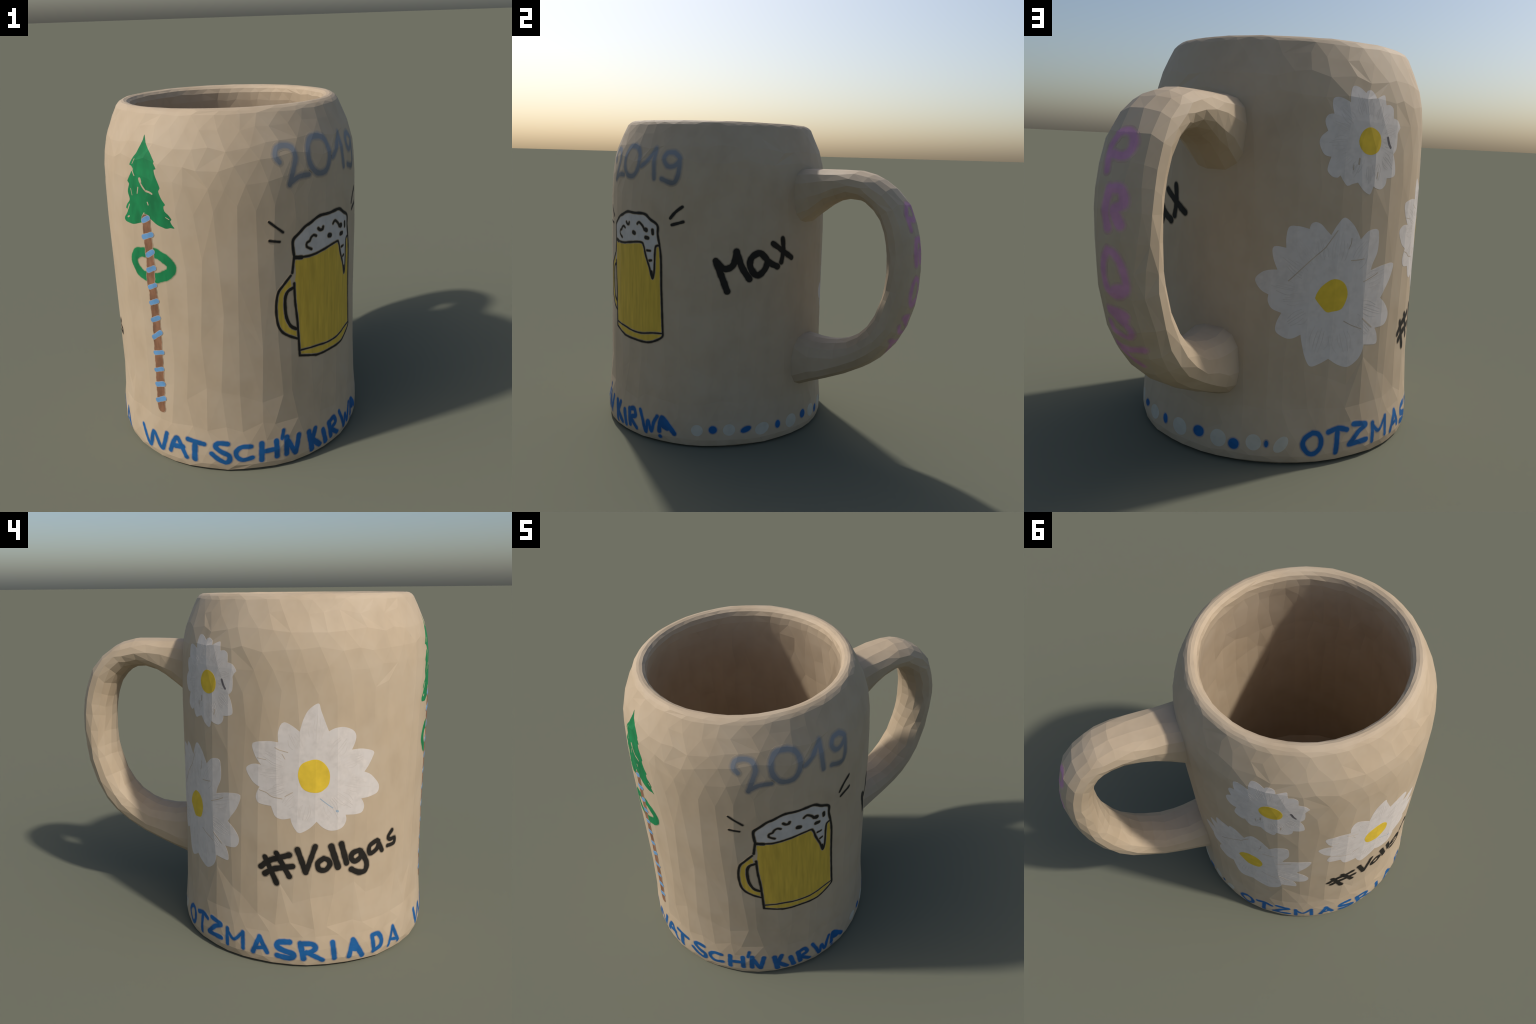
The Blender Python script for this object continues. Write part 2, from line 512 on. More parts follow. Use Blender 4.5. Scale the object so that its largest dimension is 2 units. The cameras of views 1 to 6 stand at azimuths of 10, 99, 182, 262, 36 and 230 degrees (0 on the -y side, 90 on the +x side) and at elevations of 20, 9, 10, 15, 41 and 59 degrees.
FOOT_WORD_ONE.append(('A', [(0.0235, [(-2.563, 0.06), (-2.528, 0.152)]),
    (0.0236, [(-2.528, 0.152), (-2.485, 0.07)]),
    (0.0208, [(-2.548, 0.086), (-2.499, 0.097)])]))
FOOT_WORD_ONE.append(('S', [(0.029, [(-2.369, 0.143), (-2.425, 0.137), (-2.431, 0.111), (-2.398, 0.093), (-2.349, 0.077), (-2.362, 0.053), (-2.431, 0.062)])]))
FOOT_WORD_ONE.append(('R', [(0.0277, [(-2.314, 0.14), (-2.297, 0.053)]),
    (0.0261, [(-2.314, 0.137), (-2.256, 0.137), (-2.237, 0.116), (-2.256, 0.095), (-2.298, 0.083)]),
    (0.025, [(-2.282, 0.091), (-2.2, 0.043)])]))
FOOT_WORD_ONE.append(('I', [(0.0251, [(-2.149, 0.141), (-2.138, 0.048)])]))
FOOT_WORD_ONE.append(('A', [(0.025, [(-2.059, 0.048), (-2.039, 0.14)]),
    (0.027, [(-2.039, 0.14), (-1.983, 0.037)]),
    (0.0253, [(-2.046, 0.091), (-2.005, 0.078)])]))
FOOT_WORD_ONE.append(('D', [(0.0229, [(-1.924, 0.132), (-1.911, 0.05)]),
    (0.0244, [(-1.924, 0.139), (-1.887, 0.139), (-1.863, 0.102), (-1.869, 0.063), (-1.914, 0.046)])]))
FOOT_WORD_ONE.append(('A', [(0.0188, [(-1.807, 0.04), (-1.775, 0.143)]),
    (0.0207, [(-1.775, 0.143), (-1.728, 0.045)]),
    (0.0177, [(-1.793, 0.074), (-1.745, 0.061)])]))
YEAR = []
YEAR.append(('2', [(0.0252, [(-0.697, 1.645), (-0.717, 1.675), (-0.706, 1.708), (-0.668, 1.718), (-0.624, 1.704), (-0.608, 1.659), (-0.62, 1.617), (-0.65, 1.536)]),
    (0.0246, [(-0.65, 1.54), (-0.595, 1.566), (-0.534, 1.567)])]))
YEAR.append(('0', [(0.0273, [(-0.437, 1.736), (-0.496, 1.732), (-0.527, 1.688), (-0.523, 1.618), (-0.481, 1.568), (-0.42, 1.566), (-0.383, 1.61), (-0.377, 1.671), (-0.398, 1.717), (-0.437, 1.736)])]))
YEAR.append(('1', [(0.0247, [(-0.354, 1.622), (-0.306, 1.655), (-0.252, 1.724)]),
    (0.0261, [(-0.252, 1.724), (-0.252, 1.655), (-0.244, 1.556)])]))
YEAR.append(('9', [(0.0254, [(-0.116, 1.705), (-0.163, 1.702), (-0.182, 1.667), (-0.153, 1.628), (-0.106, 1.634), (-0.079, 1.672), (-0.116, 1.705)]),
    (0.026, [(-0.079, 1.672), (-0.085, 1.584), (-0.115, 1.537), (-0.191, 1.556)])]))
NAME = []
NAME.append(('M', [(0.0335, [(0.142, 1.108), (0.21, 0.932)]),
    (0.0333, [(0.142, 1.107), (0.182, 1.066), (0.218, 1.065), (0.247, 1.094), (0.26, 1.16)]),
    (0.0334, [(0.26, 1.16), (0.292, 1.072), (0.339, 1)])]))
NAME.append(('a', [(0.0337, [(0.43, 1.127), (0.397, 1.15), (0.351, 1.126), (0.341, 1.078), (0.369, 1.029), (0.401, 1.024), (0.436, 1.059), (0.448, 1.103), (0.43, 1.127)]),
    (0.0325, [(0.448, 1.103), (0.478, 1.083), (0.519, 1.065)])]))
NAME.append(('x', [(0.0287, [(0.483, 1.202), (0.624, 1.11)]),
    (0.0269, [(0.552, 1.228), (0.559, 1.157), (0.545, 1.09)])]))
HASHTAG = []
HASHTAG.append(('#', [(0.0251, [(-2.501, 0.6), (-2.44, 0.463)]),
    (0.0249, [(-2.44, 0.627), (-2.374, 0.505)]),
    (0.0261, [(-2.523, 0.544), (-2.471, 0.586), (-2.375, 0.621)]),
    (0.0262, [(-2.502, 0.508), (-2.451, 0.54), (-2.357, 0.561)])]))
HASHTAG.append(('V', [(0.0248, [(-2.333, 0.653), (-2.29, 0.53)]),
    (0.0231, [(-2.29, 0.53), (-2.244, 0.671)])]))
HASHTAG.append(('o', [(0.0236, [(-2.201, 0.604), (-2.23, 0.581), (-2.223, 0.546), (-2.19, 0.541), (-2.168, 0.571), (-2.178, 0.595), (-2.201, 0.604)])]))
HASHTAG.append(('l', [(0.0276, [(-2.163, 0.667), (-2.125, 0.552)])]))
HASHTAG.append(('l', [(0.0263, [(-2.11, 0.676), (-2.079, 0.569)])]))
HASHTAG.append(('g', [(0.0251, [(-2.01, 0.629), (-2.046, 0.62), (-2.055, 0.594), (-2.033, 0.573), (-2.001, 0.592), (-2.002, 0.624)]),
    (0.0255, [(-2.002, 0.624), (-1.965, 0.558), (-1.971, 0.513), (-2.009, 0.509), (-2.052, 0.532)])]))
HASHTAG.append(('a', [(0.0227, [(-1.901, 0.665), (-1.945, 0.645), (-1.951, 0.612), (-1.934, 0.6), (-1.898, 0.622), (-1.892, 0.659)]),
    (0.023, [(-1.896, 0.657), (-1.867, 0.603)])]))
HASHTAG.append(('s', [(0.0192, [(-1.8, 0.699), (-1.827, 0.67), (-1.812, 0.651), (-1.779, 0.652), (-1.782, 0.624), (-1.829, 0.62)])]))
HANDLE_WORD = []
HANDLE_WORD.append(('P', [(0.0201, [(-0.019, -0.766), (-0.042, -0.808), (-0.04, -0.854), (-0.035, -0.897)]),
    (0.0224, [(-0.02, -0.762), (0.009, -0.747), (0.04, -0.761), (0.053, -0.79), (0.048, -0.824), (0.022, -0.844), (-0.026, -0.837)])]))
HANDLE_WORD.append(('R', [(0.0256, [(-0.004, -0.961), (-0.015, -1.006), (-0.016, -1.049), (-0.005, -1.093)]),
    (0.0251, [(0.002, -0.96), (0.038, -0.958), (0.054, -0.977), (0.056, -1.01), (0.022, -1.029)]),
    (0.0285, [(0.023, -1.039), (0.048, -1.081)])]))
HANDLE_WORD.append(('O', [(0.0196, [(-0.005, -1.173), (-0.027, -1.213), (-0.032, -1.269), (-0.016, -1.319), (0.021, -1.338), (0.059, -1.321), (0.064, -1.28), (0.05, -1.221), (0.025, -1.185), (-0.005, -1.173)]),
    (0.0282, [(0.013, -1.32), (0.058, -1.311)])]))
HANDLE_WORD.append(('S', [(0.0229, [(-0.029, -1.406), (0.012, -1.405), (0.041, -1.42)]),
    (0.0161, [(-0.027, -1.414), (0.006, -1.44), (0.037, -1.461), (0.052, -1.487), (0.037, -1.512), (0.007, -1.509), (-0.03, -1.494), (-0.043, -1.463)]),
    (0.0214, [(-0.001, -1.421), (0.034, -1.441)])]))
HANDLE_WORD.append(('T', [(0.0197, [(-0.047, -1.564), (-0.001, -1.579), (0.075, -1.573)]),
    (0.018, [(-0.028, -1.591), (-0.008, -1.622), (0.027, -1.677)])]))
WHITE_DOTS = []
WHITE_DOTS.append((0.051, 0.105, 0.034, 0.034, 0))
WHITE_DOTS.append((0.233, 0.110, 0.035, 0.035, 0))
WHITE_DOTS.append((0.432, 0.097, 0.045, 0.036, 0.3))
WHITE_DOTS.append((0.643, 0.099, 0.044, 0.042, 0))
WHITE_DOTS.append((-3.478, 0.101, 0.039, 0.041, 0))
WHITE_DOTS.append((-3.314, 0.105, 0.035, 0.038, 0))
WHITE_DOTS.append((-3.193, 0.102, 0.026, 0.044, -0.6))
BLUE_DOTS = []
BLUE_DOTS.append((0.141, 0.112, 0.026, 0.026, 0))
BLUE_DOTS.append((0.331, 0.106, 0.035, 0.020, 0.35))
BLUE_DOTS.append((0.538, 0.103, 0.020, 0.027, 0))
BLUE_DOTS.append((0.756, 0.110, 0.030, 0.029, 0))
BLUE_DOTS.append((-3.403, 0.088, 0.027, 0.029, 0))
BLUE_DOTS.append((-3.257, 0.103, 0.012, 0.019, 0))
FOAM_OUTLINE = [(-0.638, 1.181), (-0.641, 1.22), (-0.638, 1.261), (-0.61, 1.288), (-0.568, 1.321), (-0.534, 1.33), (-0.474, 1.352), (-0.397, 1.351), (-0.312, 1.351), (-0.263, 1.323), (-0.213, 1.294), (-0.207, 1.238), (-0.194, 1.182), (-0.216, 1.175), (-0.227, 1.149), (-0.23, 1.095), (-0.233, 1.021), (-0.246, 0.979), (-0.271, 1.05), (-0.3, 1.127), (-0.313, 1.165), (-0.338, 1.182), (-0.399, 1.177), (-0.445, 1.173), (-0.506, 1.161), (-0.582, 1.163)]
BEER_OUTLINE = [(-0.632, 1.154), (-0.582, 1.165), (-0.506, 1.162), (-0.445, 1.173), (-0.399, 1.177), (-0.338, 1.184), (-0.313, 1.166), (-0.298, 1.126), (-0.269, 1.049), (-0.246, 0.976), (-0.231, 1.02), (-0.229, 1.095), (-0.226, 1.148), (-0.215, 1.174), (-0.193, 1.176), (-0.187, 1.085), (-0.185, 0.988), (-0.181, 0.887), (-0.177, 0.782), (-0.173, 0.666), (-0.183, 0.637), (-0.226, 0.612), (-0.269, 0.598), (-0.352, 0.591), (-0.424, 0.595), (-0.483, 0.597), (-0.549, 0.615), (-0.61, 0.629), (-0.616, 0.732), (-0.622, 0.83), (-0.633, 0.938), (-0.634, 1.023), (-0.626, 1.091), (-0.628, 1.122)]
GLASS_HANDLE_OUTLINE = [(-0.658, 1.066), (-0.681, 1.05), (-0.699, 1.031), (-0.726, 0.994), (-0.737, 0.929), (-0.733, 0.841), (-0.713, 0.793), (-0.679, 0.762), (-0.623, 0.732), (-0.625, 0.761), (-0.628, 0.786), (-0.659, 0.807), (-0.683, 0.861), (-0.691, 0.928), (-0.685, 0.984), (-0.67, 1.006), (-0.651, 1.014)]
TREE_OUTLINE = [(-1.408, 1.774), (-1.394, 1.752), (-1.385, 1.736), (-1.37, 1.716), (-1.355, 1.7), (-1.337, 1.675), (-1.324, 1.657), (-1.329, 1.652), (-1.319, 1.637), (-1.312, 1.625), (-1.325, 1.621), (-1.318, 1.593), (-1.306, 1.567), (-1.294, 1.535), (-1.303, 1.522), (-1.295, 1.499), (-1.284, 1.479), (-1.268, 1.458), (-1.278, 1.45), (-1.274, 1.427), (-1.254, 1.41), (-1.238, 1.389), (-1.246, 1.379), (-1.235, 1.36), (-1.224, 1.346), (-1.246, 1.347), (-1.271, 1.341), (-1.295, 1.347), (-1.322, 1.356), (-1.355, 1.377), (-1.382, 1.394), (-1.395, 1.375), (-1.415, 1.357), (-1.443, 1.347), (-1.48, 1.336), (-1.512, 1.335), (-1.55, 1.34), (-1.556, 1.357), (-1.535, 1.38), (-1.521, 1.402), (-1.537, 1.409), (-1.523, 1.432), (-1.498, 1.459), (-1.509, 1.497), (-1.495, 1.537), (-1.507, 1.549), (-1.49, 1.575), (-1.473, 1.6), (-1.46, 1.611), (-1.477, 1.626), (-1.492, 1.629), (-1.48, 1.649), (-1.457, 1.676), (-1.445, 1.688), (-1.432, 1.71), (-1.418, 1.732), (-1.41, 1.751)]
TREE_GAPS = [(0.0061, [(-1.473, 1.618), (-1.462, 1.597), (-1.453, 1.582)]),
    (0.0149, [(-1.417, 1.569), (-1.413, 1.556)]),
    (0.0084, [(-1.412, 1.549), (-1.397, 1.53), (-1.379, 1.514)]),
    (0.0092, [(-1.38, 1.515), (-1.358, 1.512), (-1.341, 1.505)]),
    (0.0057, [(-1.43, 1.527), (-1.438, 1.497)]),
    (0.0072, [(-1.504, 1.432), (-1.52, 1.407)]),
    (0.0065, [(-1.372, 1.461), (-1.368, 1.449)]),
    (0.0077, [(-1.526, 1.365), (-1.514, 1.371)]),
    (0.0052, [(-1.398, 1.405), (-1.41, 1.391)]),
    (0.0038, [(-1.453, 1.661), (-1.469, 1.637)]),
    (0.0037, [(-1.269, 1.397), (-1.251, 1.388)]),
    (0.0033, [(-1.484, 1.515), (-1.476, 1.483)])]
WREATH = (0.0391, [(-1.414, 1.2), (-1.47, 1.189), (-1.501, 1.153), (-1.494, 1.119), (-1.453, 1.079), (-1.381, 1.07), (-1.312, 1.089), (-1.268, 1.117), (-1.257, 1.149), (-1.279, 1.176), (-1.317, 1.196), (-1.35, 1.207)])
TRUNK = (0.0486, [(-1.39, 1.371), (-1.387, 1.294), (-1.386, 1.22), (-1.384, 1.145), (-1.394, 1.042), (-1.385, 0.996), (-1.384, 0.89), (-1.381, 0.804), (-1.384, 0.701), (-1.386, 0.589), (-1.389, 0.504), (-1.391, 0.412), (-1.392, 0.342), (-1.389, 0.32)])
BANDS = [(0.0215, [(-1.411, 1.364), (-1.375, 1.383)]),
    (0.0216, [(-1.417, 1.28), (-1.359, 1.302)]),
    (0.0218, [(-1.4, 1.188), (-1.361, 1.213)]),
    (0.022, [(-1.405, 1.107), (-1.361, 1.128)]),
    (0.0193, [(-1.406, 1.015), (-1.363, 1.036)]),
    (0.0208, [(-1.408, 0.928), (-1.361, 0.95)]),
    (0.0211, [(-1.408, 0.832), (-1.36, 0.857)]),
    (0.0213, [(-1.41, 0.734), (-1.357, 0.774)]),
    (0.0202, [(-1.408, 0.644), (-1.356, 0.66)]),
    (0.0192, [(-1.414, 0.541), (-1.366, 0.56)]),
    (0.025, [(-1.413, 0.455), (-1.368, 0.47)]),
    (0.0225, [(-1.418, 0.358), (-1.367, 0.384)])]
INK_LINES = []
INK_LINES.append(('foam_line', 0.0137, [(-0.635, 1.178), (-0.64, 1.214), (-0.64, 1.261), (-0.61, 1.288), (-0.568, 1.318), (-0.534, 1.33), (-0.474, 1.352), (-0.397, 1.351), (-0.312, 1.351), (-0.263, 1.323), (-0.212, 1.292), (-0.209, 1.239), (-0.197, 1.184)]))
INK_LINES.append(('side_line', 0.0122, [(-0.197, 1.184), (-0.186, 1.103), (-0.182, 0.921), (-0.171, 0.664)]))
INK_LINES.append(('foam_line', 0.0108, [(-0.636, 1.177), (-0.582, 1.165), (-0.506, 1.164), (-0.445, 1.173), (-0.338, 1.185), (-0.313, 1.165), (-0.297, 1.113), (-0.268, 1.045), (-0.246, 0.979), (-0.233, 1.028), (-0.229, 1.126), (-0.222, 1.17), (-0.199, 1.176)]))
INK_LINES.append(('foam_line', 0.0178, [(-0.254, 1.017), (-0.246, 0.987)]))
INK_LINES.append(('side_line', 0.0127, [(-0.636, 1.172), (-0.647, 1.094)]))
INK_LINES.append(('foam_line', 0.0184, [(-0.631, 1.17), (-0.591, 1.164)]))
INK_LINES.append(('handle_line', 0.0121, [(-0.656, 1.081), (-0.699, 1.036), (-0.727, 1.001), (-0.739, 0.928), (-0.733, 0.841), (-0.713, 0.793), (-0.679, 0.762), (-0.623, 0.73)]))
INK_LINES.append(('handle_line', 0.0154, [(-0.642, 1.014), (-0.671, 1.003), (-0.687, 0.974), (-0.69, 0.922), (-0.683, 0.861), (-0.661, 0.811), (-0.628, 0.786)]))
INK_LINES.append(('side_line', 0.0121, [(-0.637, 1.036), (-0.633, 0.938), (-0.622, 0.836), (-0.616, 0.732), (-0.611, 0.635)]))
INK_LINES.append(('base_line', 0.0115, [(-0.611, 0.63), (-0.521, 0.604), (-0.483, 0.595), (-0.352, 0.59), (-0.269, 0.595), (-0.207, 0.619), (-0.173, 0.644), (-0.171, 0.671)]))
INK_LINES.append(('base_line', 0.0085, [(-0.603, 0.659), (-0.491, 0.65), (-0.403, 0.639), (-0.326, 0.641), (-0.252, 0.654), (-0.177, 0.661)]))
INK_LINES.append(('bubble', 0.0099, [(-0.498, 1.255), (-0.515, 1.263), (-0.533, 1.254), (-0.542, 1.239), (-0.559, 1.234), (-0.562, 1.214), (-0.531, 1.194)]))
INK_LINES.append(('bubble', 0.0123, [(-0.483, 1.29), (-0.47, 1.279), (-0.453, 1.28), (-0.449, 1.29)]))
INK_LINES.append(('bubble', 0.0183, [(-0.405, 1.235), (-0.392, 1.232)]))
INK_LINES.append(('bubble', 0.0108, [(-0.369, 1.289), (-0.352, 1.3), (-0.323, 1.28), (-0.308, 1.259)]))
INK_LINES.append(('bubble', 0.0201, [(-0.301, 1.261), (-0.293, 1.259)]))
INK_LINES.append(('bubble', 0.0152, [(-0.246, 1.262), (-0.244, 1.241)]))
INK_LINES.append(('bubble', 0.0177, [(-0.296, 1.215), (-0.278, 1.214)]))
INK_LINES.append(('bubble', 0.0086, [(-0.286, 1.141), (-0.262, 1.141)]))
INK_LINES.append(('bubble', 0.0113, [(-0.268, 1.083), (-0.254, 1.086)]))
INK_LINES.append(('spark', 0.011, [(-0.764, 1.37), (-0.693, 1.31)]))
INK_LINES.append(('spark', 0.0111, [(-0.764, 1.277), (-0.712, 1.265)]))
INK_LINES.append(('spark', 0.016, [(-0.128, 1.337), (-0.096, 1.373), (-0.053, 1.405)]))
INK_LINES.append(('spark', 0.0159, [(-0.118, 1.3), (-0.047, 1.321)]))
DAISIES = []
DAISIES.append({"middle": (-2.258, 1.035), "eye": [(-2.259, 1.118), (-2.222, 1.11), (-2.193, 1.081), (-2.178, 1.042), (-2.182, 0.993), (-2.205, 0.965), (-2.233, 0.951), (-2.28, 0.955), (-2.313, 0.976), (-2.331, 1.02), (-2.332, 1.059), (-2.314, 1.097)],
  "petals": [((-2.327, 1.255), [(-2.311, 1.312), (-2.285, 1.36), (-2.24, 1.39), (-2.226, 1.355), (-2.202, 1.292)]),
    ((-2.187, 1.255), [(-2.155, 1.27), (-2.112, 1.273), (-2.067, 1.256), (-2.049, 1.229), (-2.053, 1.196)]),
    ((-2.069, 1.159), [(-2.013, 1.16), (-1.947, 1.14), (-1.953, 1.11), (-1.976, 1.069)]),
    ((-1.997, 1.042), [(-1.957, 1.022), (-1.913, 0.976), (-1.904, 0.948), (-1.916, 0.922), (-1.963, 0.909)]),
    ((-2.009, 0.905), [(-1.995, 0.881), (-1.991, 0.858), (-2.004, 0.832), (-2.042, 0.826)]),
    ((-2.092, 0.829), [(-2.088, 0.799), (-2.11, 0.763), (-2.162, 0.75), (-2.206, 0.767)]),
    ((-2.24, 0.801), [(-2.277, 0.764), (-2.324, 0.741), (-2.348, 0.762), (-2.365, 0.797)]),
    ((-2.369, 0.817), [(-2.411, 0.809), (-2.445, 0.822), (-2.459, 0.851)]),
    ((-2.467, 0.875), [(-2.529, 0.884), (-2.547, 0.911), (-2.541, 0.942)]),
    ((-2.526, 0.969), [(-2.565, 0.994), (-2.599, 1.051), (-2.58, 1.076), (-2.548, 1.085)]),
    ((-2.517, 1.082), [(-2.547, 1.123), (-2.565, 1.176), (-2.546, 1.195), (-2.477, 1.204)]),
    ((-2.43, 1.2), [(-2.432, 1.245), (-2.421, 1.282), (-2.402, 1.299), (-2.366, 1.284)])],
  "scratches": [(0.0041, [(-2.446, 1.174), (-2.425, 1.163), (-2.383, 1.152)]), (0.0042, [(-2.528, 0.954), (-2.489, 0.942), (-2.464, 0.925), (-2.411, 0.916)]), (0.0037, [(-2.397, 0.929), (-2.359, 0.951)]), (0.0032, [(-2.411, 1.142), (-2.397, 1.118)]), (0.0028, [(-2.537, 1.117), (-2.492, 1.11)])]})
DAISIES.append({"middle": (-2.995, 0.787), "eye": [(-3, 0.859), (-2.963, 0.858), (-2.933, 0.837), (-2.918, 0.801), (-2.921, 0.767), (-2.944, 0.724), (-2.99, 0.714), (-3.014, 0.712), (-3.04, 0.736), (-3.072, 0.777), (-3.067, 0.794), (-3.045, 0.828)],
  "petals": [((-3.015, 1.057), [(-2.987, 1.105), (-2.956, 1.134), (-2.912, 1.105), (-2.879, 1.059)]),
    ((-2.868, 1.036), [(-2.826, 1.072), (-2.775, 1.079), (-2.759, 1.054), (-2.76, 0.978), (-2.787, 0.921)]),
    ((-2.796, 0.892), [(-2.718, 0.91), (-2.647, 0.915), (-2.635, 0.896), (-2.659, 0.837), (-2.698, 0.784)]),
    ((-2.718, 0.756), [(-2.673, 0.717), (-2.648, 0.669), (-2.671, 0.623)]),
    ((-2.741, 0.615), [(-2.724, 0.583), (-2.719, 0.545), (-2.736, 0.535)]),
    ((-2.807, 0.545), [(-2.818, 0.505), (-2.844, 0.472), (-2.893, 0.449), (-2.947, 0.465)]),
    ((-2.993, 0.496), [(-3.035, 0.474), (-3.077, 0.464), (-3.103, 0.504), (-3.121, 0.568)]),
    ((-3.129, 0.612), [(-3.165, 0.594), (-3.199, 0.596), (-3.24, 0.623), (-3.239, 0.664)]),
    ((-3.219, 0.708), [(-3.262, 0.726), (-3.281, 0.759)]),
    ((-3.279, 0.788), [(-3.316, 0.808), (-3.341, 0.851), (-3.314, 0.884), (-3.281, 0.897)]),
    ((-3.245, 0.9), [(-3.264, 0.947), (-3.27, 0.991), (-3.253, 1.003)]),
    ((-3.211, 0.997), [(-3.213, 1.044), (-3.202, 1.089), (-3.164, 1.093), (-3.136, 1.088)]),
    ((-3.114, 1.082), [(-3.108, 1.103), (-3.089, 1.113), (-3.063, 1.104), (-3.038, 1.079)])],
  "scratches": [(0.0044, [(-2.985, 1.077), (-3.028, 1.015), (-3.044, 0.995), (-3.099, 0.947), (-3.195, 0.852)]), (0.0034, [(-2.914, 1.043), (-2.915, 1.02), (-2.926, 0.995)]), (0.0046, [(-2.909, 0.943), (-2.872, 0.944), (-2.841, 0.948)]), (0.0041, [(-2.835, 0.843), (-2.781, 0.862), (-2.748, 0.877)]), (0.0041, [(-2.927, 0.667), (-2.888, 0.646), (-2.829, 0.622)]), (0.0054, [(-2.826, 0.67), (-2.764, 0.622)])]})
DAISIES.append({"middle": (-2.848, 1.466), "eye": [(-2.841, 1.524), (-2.801, 1.505), (-2.784, 1.469), (-2.795, 1.427), (-2.833, 1.407), (-2.871, 1.412), (-2.898, 1.436), (-2.907, 1.464), (-2.896, 1.496), (-2.873, 1.518)],
  "petals": [((-2.955, 1.623), [(-2.955, 1.651), (-2.945, 1.685), (-2.929, 1.694), (-2.902, 1.687)]),
    ((-2.874, 1.667), [(-2.868, 1.675), (-2.846, 1.681), (-2.823, 1.666)]),
    ((-2.817, 1.646), [(-2.792, 1.658), (-2.763, 1.665), (-2.759, 1.638)]),
    ((-2.756, 1.623), [(-2.73, 1.626), (-2.709, 1.613), (-2.706, 1.588)]),
    ((-2.706, 1.57), [(-2.674, 1.561), (-2.652, 1.53), (-2.664, 1.519)]),
    ((-2.674, 1.502), [(-2.673, 1.468), (-2.678, 1.434)]),
    ((-2.699, 1.413), [(-2.682, 1.375), (-2.676, 1.323), (-2.703, 1.309)]),
    ((-2.734, 1.306), [(-2.741, 1.276), (-2.768, 1.257), (-2.801, 1.262)]),
    ((-2.818, 1.27), [(-2.825, 1.251), (-2.836, 1.235), (-2.87, 1.251)]),
    ((-2.902, 1.286), [(-2.931, 1.279), (-2.954, 1.271), (-2.974, 1.291)]),
    ((-2.989, 1.315), [(-3.001, 1.305), (-3.028, 1.31), (-3.049, 1.333), (-3.046, 1.361)]),
    ((-3.035, 1.392), [(-3.068, 1.401), (-3.091, 1.445), (-3.084, 1.475)]),
    ((-3.056, 1.5), [(-3.068, 1.528), (-3.069, 1.549), (-3.055, 1.568)]),
    ((-3.032, 1.572), [(-3.039, 1.604), (-3.036, 1.634), (-3.014, 1.642), (-2.987, 1.637)])],
  "scratches": [(0.0084, [(-2.899, 1.389), (-2.901, 1.366)]), (0.0052, [(-2.794, 1.331), (-2.798, 1.306)]), (0.0042, [(-2.927, 1.361), (-2.928, 1.341)])]})
SMUDGE = (0.0122, [(-2.742, 1.483), (-2.732, 1.458), (-2.72, 1.442)])
DRIP = (0.0094, [(-2.823, 1.407), (-2.809, 1.368)])
BLUE_SLIP = (0.0043, [(-2.223, 0.919), (-2.189, 0.891), (-2.16, 0.87)])
BLUE_SPOT = (0.0114, [(-2.139, 0.853), (-2.134, 0.851)])

# ------------------------------------------------------------------ assembly
def tidy(obj):
    bm = bmesh.new(); bm.from_mesh(obj.data)
    bmesh.ops.recalc_face_normals(bm, faces=bm.faces)
    bm.to_mesh(obj.data); bm.free()


mug = hub("painted_beer_mug", None)
mug["label"] = "beige stoneware beer mug with hand painted daisies, fir tree and lettering"
mug["category"] = "beer mug"
mug.location = (0, 0, 0)

body = mesh_object("mug_body", *BODY, [CLAY], mug); tidy(body)
handle = mesh_object("mug_handle", *HANDLE, [CLAY], mug); tidy(handle)

lettering(hub("foot_lettering", mug), FOOT_WORD_ONE + FOOT_WORD_TWO, BLUE, mug)
lettering(hub("year_number", mug), YEAR, SLATE, mug, soft=0.009)
lettering(hub("name_lettering", mug), NAME, BLACK, mug, thick=0.59)
lettering(hub("hashtag_lettering", mug), HASHTAG, BLACK, mug, soft=0.0050, thick=0.62)
lettering(hub("handle_lettering", mug), HANDLE_WORD, VIOLET, mug, place=on_handle, soft=0.009, thick=0.70)


def oval(u, z, a, b, turn, n=20):
    c, s = math.cos(turn), math.sin(turn)
    return [(u + a * math.cos(t) * c - b * math.sin(t) * s, z + a * math.cos(t) * s + b * math.sin(t) * c)
            for t in (2 * math.pi * k / n for k in range(n))]


dots = hub("dotted_border", mug)
for u, z, a, b, turn in WHITE_DOTS:
    film("white_dot", [([oval(u, z, a, b, turn)], 0.0005, DOT_WHITE)], dots)
for u, z, a, b, turn in BLUE_DOTS:
    film("blue_dot", [([oval(u, z, a + g, b + g, turn)], 0.0004 + 0.00018 * k, m)
                      for k, (g, m) in enumerate(zip((0.004, 0.0, -0.0035), BLUE))], dots)

# fir tree on a striped pole, with its wreath
tree = hub("painted_maypole", mug)
film("fir_crown", [([densify(rounded(TREE_OUTLINE, 0.008))], 0.0005, GREEN[2])], tree)
for k, (w, pts) in enumerate(TREE_GAPS):
    film("bare_gap", [(stroke_shapes(pts, w / 2, random.Random(k)), 0.0008, BARE)], tree)
film("wreath", brush_layers([(WREATH[0] * 0.66, WREATH[1] + WREATH[1][:1])], GREEN, seed=3), tree)
film("pole", brush_layers([(TRUNK[0] * 0.54, TRUNK[1])], BROWN, lift=0.0011, soft=0.003, seed=4), tree)
for k, (w, pts) in enumerate(BANDS):
    film("pole_band", brush_layers([(w * 0.56, pts)], SKY, lift=0.0016, soft=0.002, seed=k, gap=0.0001), tree)

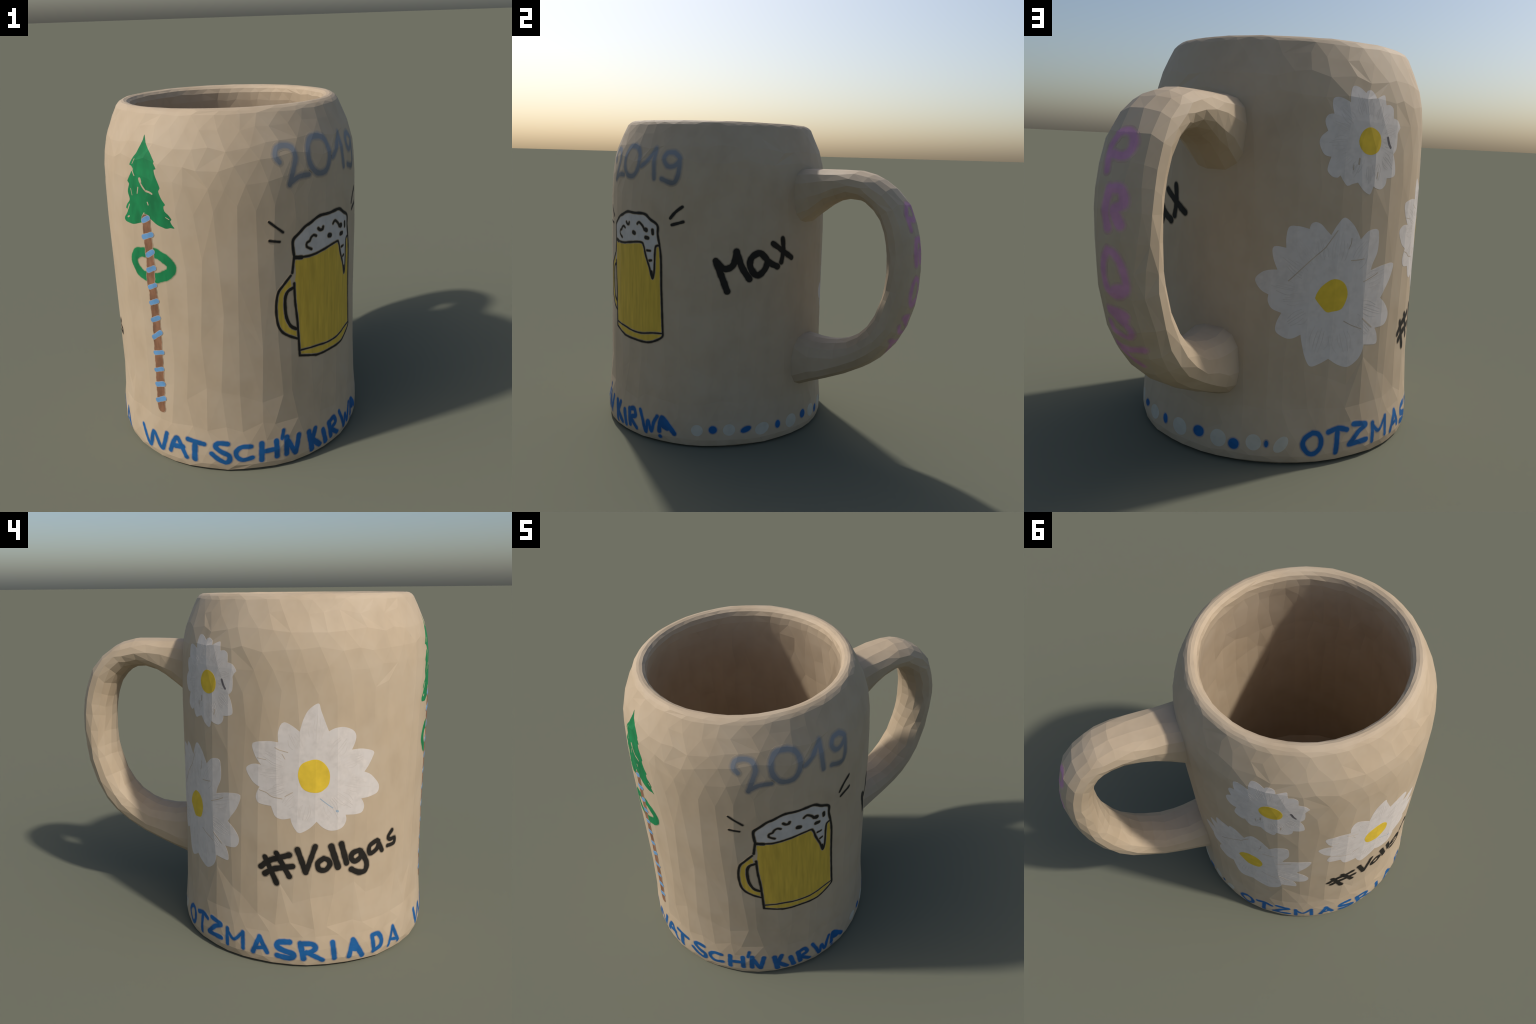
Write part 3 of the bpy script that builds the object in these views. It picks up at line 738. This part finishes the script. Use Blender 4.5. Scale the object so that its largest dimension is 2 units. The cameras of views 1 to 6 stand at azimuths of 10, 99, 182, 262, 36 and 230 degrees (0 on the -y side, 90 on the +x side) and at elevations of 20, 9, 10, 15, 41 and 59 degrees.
# the little glass of beer
glass = hub("painted_beer_glass", mug)
film("beer_fill", [([densify(BEER_OUTLINE)], 0.0004, BEER)], glass)
film("glass_handle", [([densify(GLASS_HANDLE_OUTLINE)], 0.0004, BEER)], glass)
film("foam", [([densify(FOAM_OUTLINE)], 0.0007, FOAM)], glass)
for k, (kind, w, pts) in enumerate(INK_LINES):
    film(kind, brush_layers([(w * (0.64 if kind == 'bubble' else 0.56), pts)], BLACK, lift=0.0009 + 0.00001 * k, soft=0.0035, seed=k, gap=0.0001), glass)

# daisies
for d, daisy in enumerate(DAISIES):
    flower = hub("painted_daisy", mug)
    mid = daisy["middle"]
    petals = daisy["petals"]
    for k, (notch, edge) in enumerate(petals):
        after = petals[(k + 1) % len(petals)][0]
        curve = smooth_line([notch] + edge + [after], 0.009)
        outline = densify([mid] + curve)
        rng = random.Random(31 * d + k)
        tip = max(edge, key=lambda p: math.dist(p, mid))
        wide = 0.28 * math.dist(notch, after)
        long = Vector(tip) - Vector(mid)
        side = Vector((-long.y, long.x)).normalized()
        lines = []
        for spread in (-0.9, -0.45, 0.0, 0.45, 0.9):          # strokes of the brush running out to the tip
            spread += rng.uniform(-0.15, 0.15)
            lo, hi = rng.uniform(0.45, 0.55), rng.uniform(0.74, 0.86) - 0.1 * abs(spread)
            bow = [Vector(mid) + long * f + side * (wide * spread * b) for f, b in ((lo, 0.8), ((lo + hi) / 2, 1.0), (hi, 0.75))]
            lines += stroke_shapes([tuple(p) for p in bow], 0.0016, rng)
        lift = 0.0004 + 0.00006 * (k % 3)
        film("petal", [([outline], lift, PETAL), (lines, lift + 0.0002, PETAL_LINE)], flower)
    film("daisy_eye", [([rounded(daisy["eye"])], 0.0009, YELLOW)], flower)
    for k, (w, pts) in enumerate(daisy["scratches"]):
        film("scratch", [(stroke_shapes(pts, w / 2, random.Random(k)), 0.0008, SCRATCH)], flower)
    if d == 0:
        film("blue_slip", [(stroke_shapes(p, w / 2, random.Random(1)), 0.0008, PALE_SKY) for w, p in (BLUE_SLIP, BLUE_SPOT)], flower)
    if d == 2:
        film("smudge", [(stroke_shapes(SMUDGE[1], SMUDGE[0] / 2, random.Random(1)), 0.0008, SOOT)], flower)
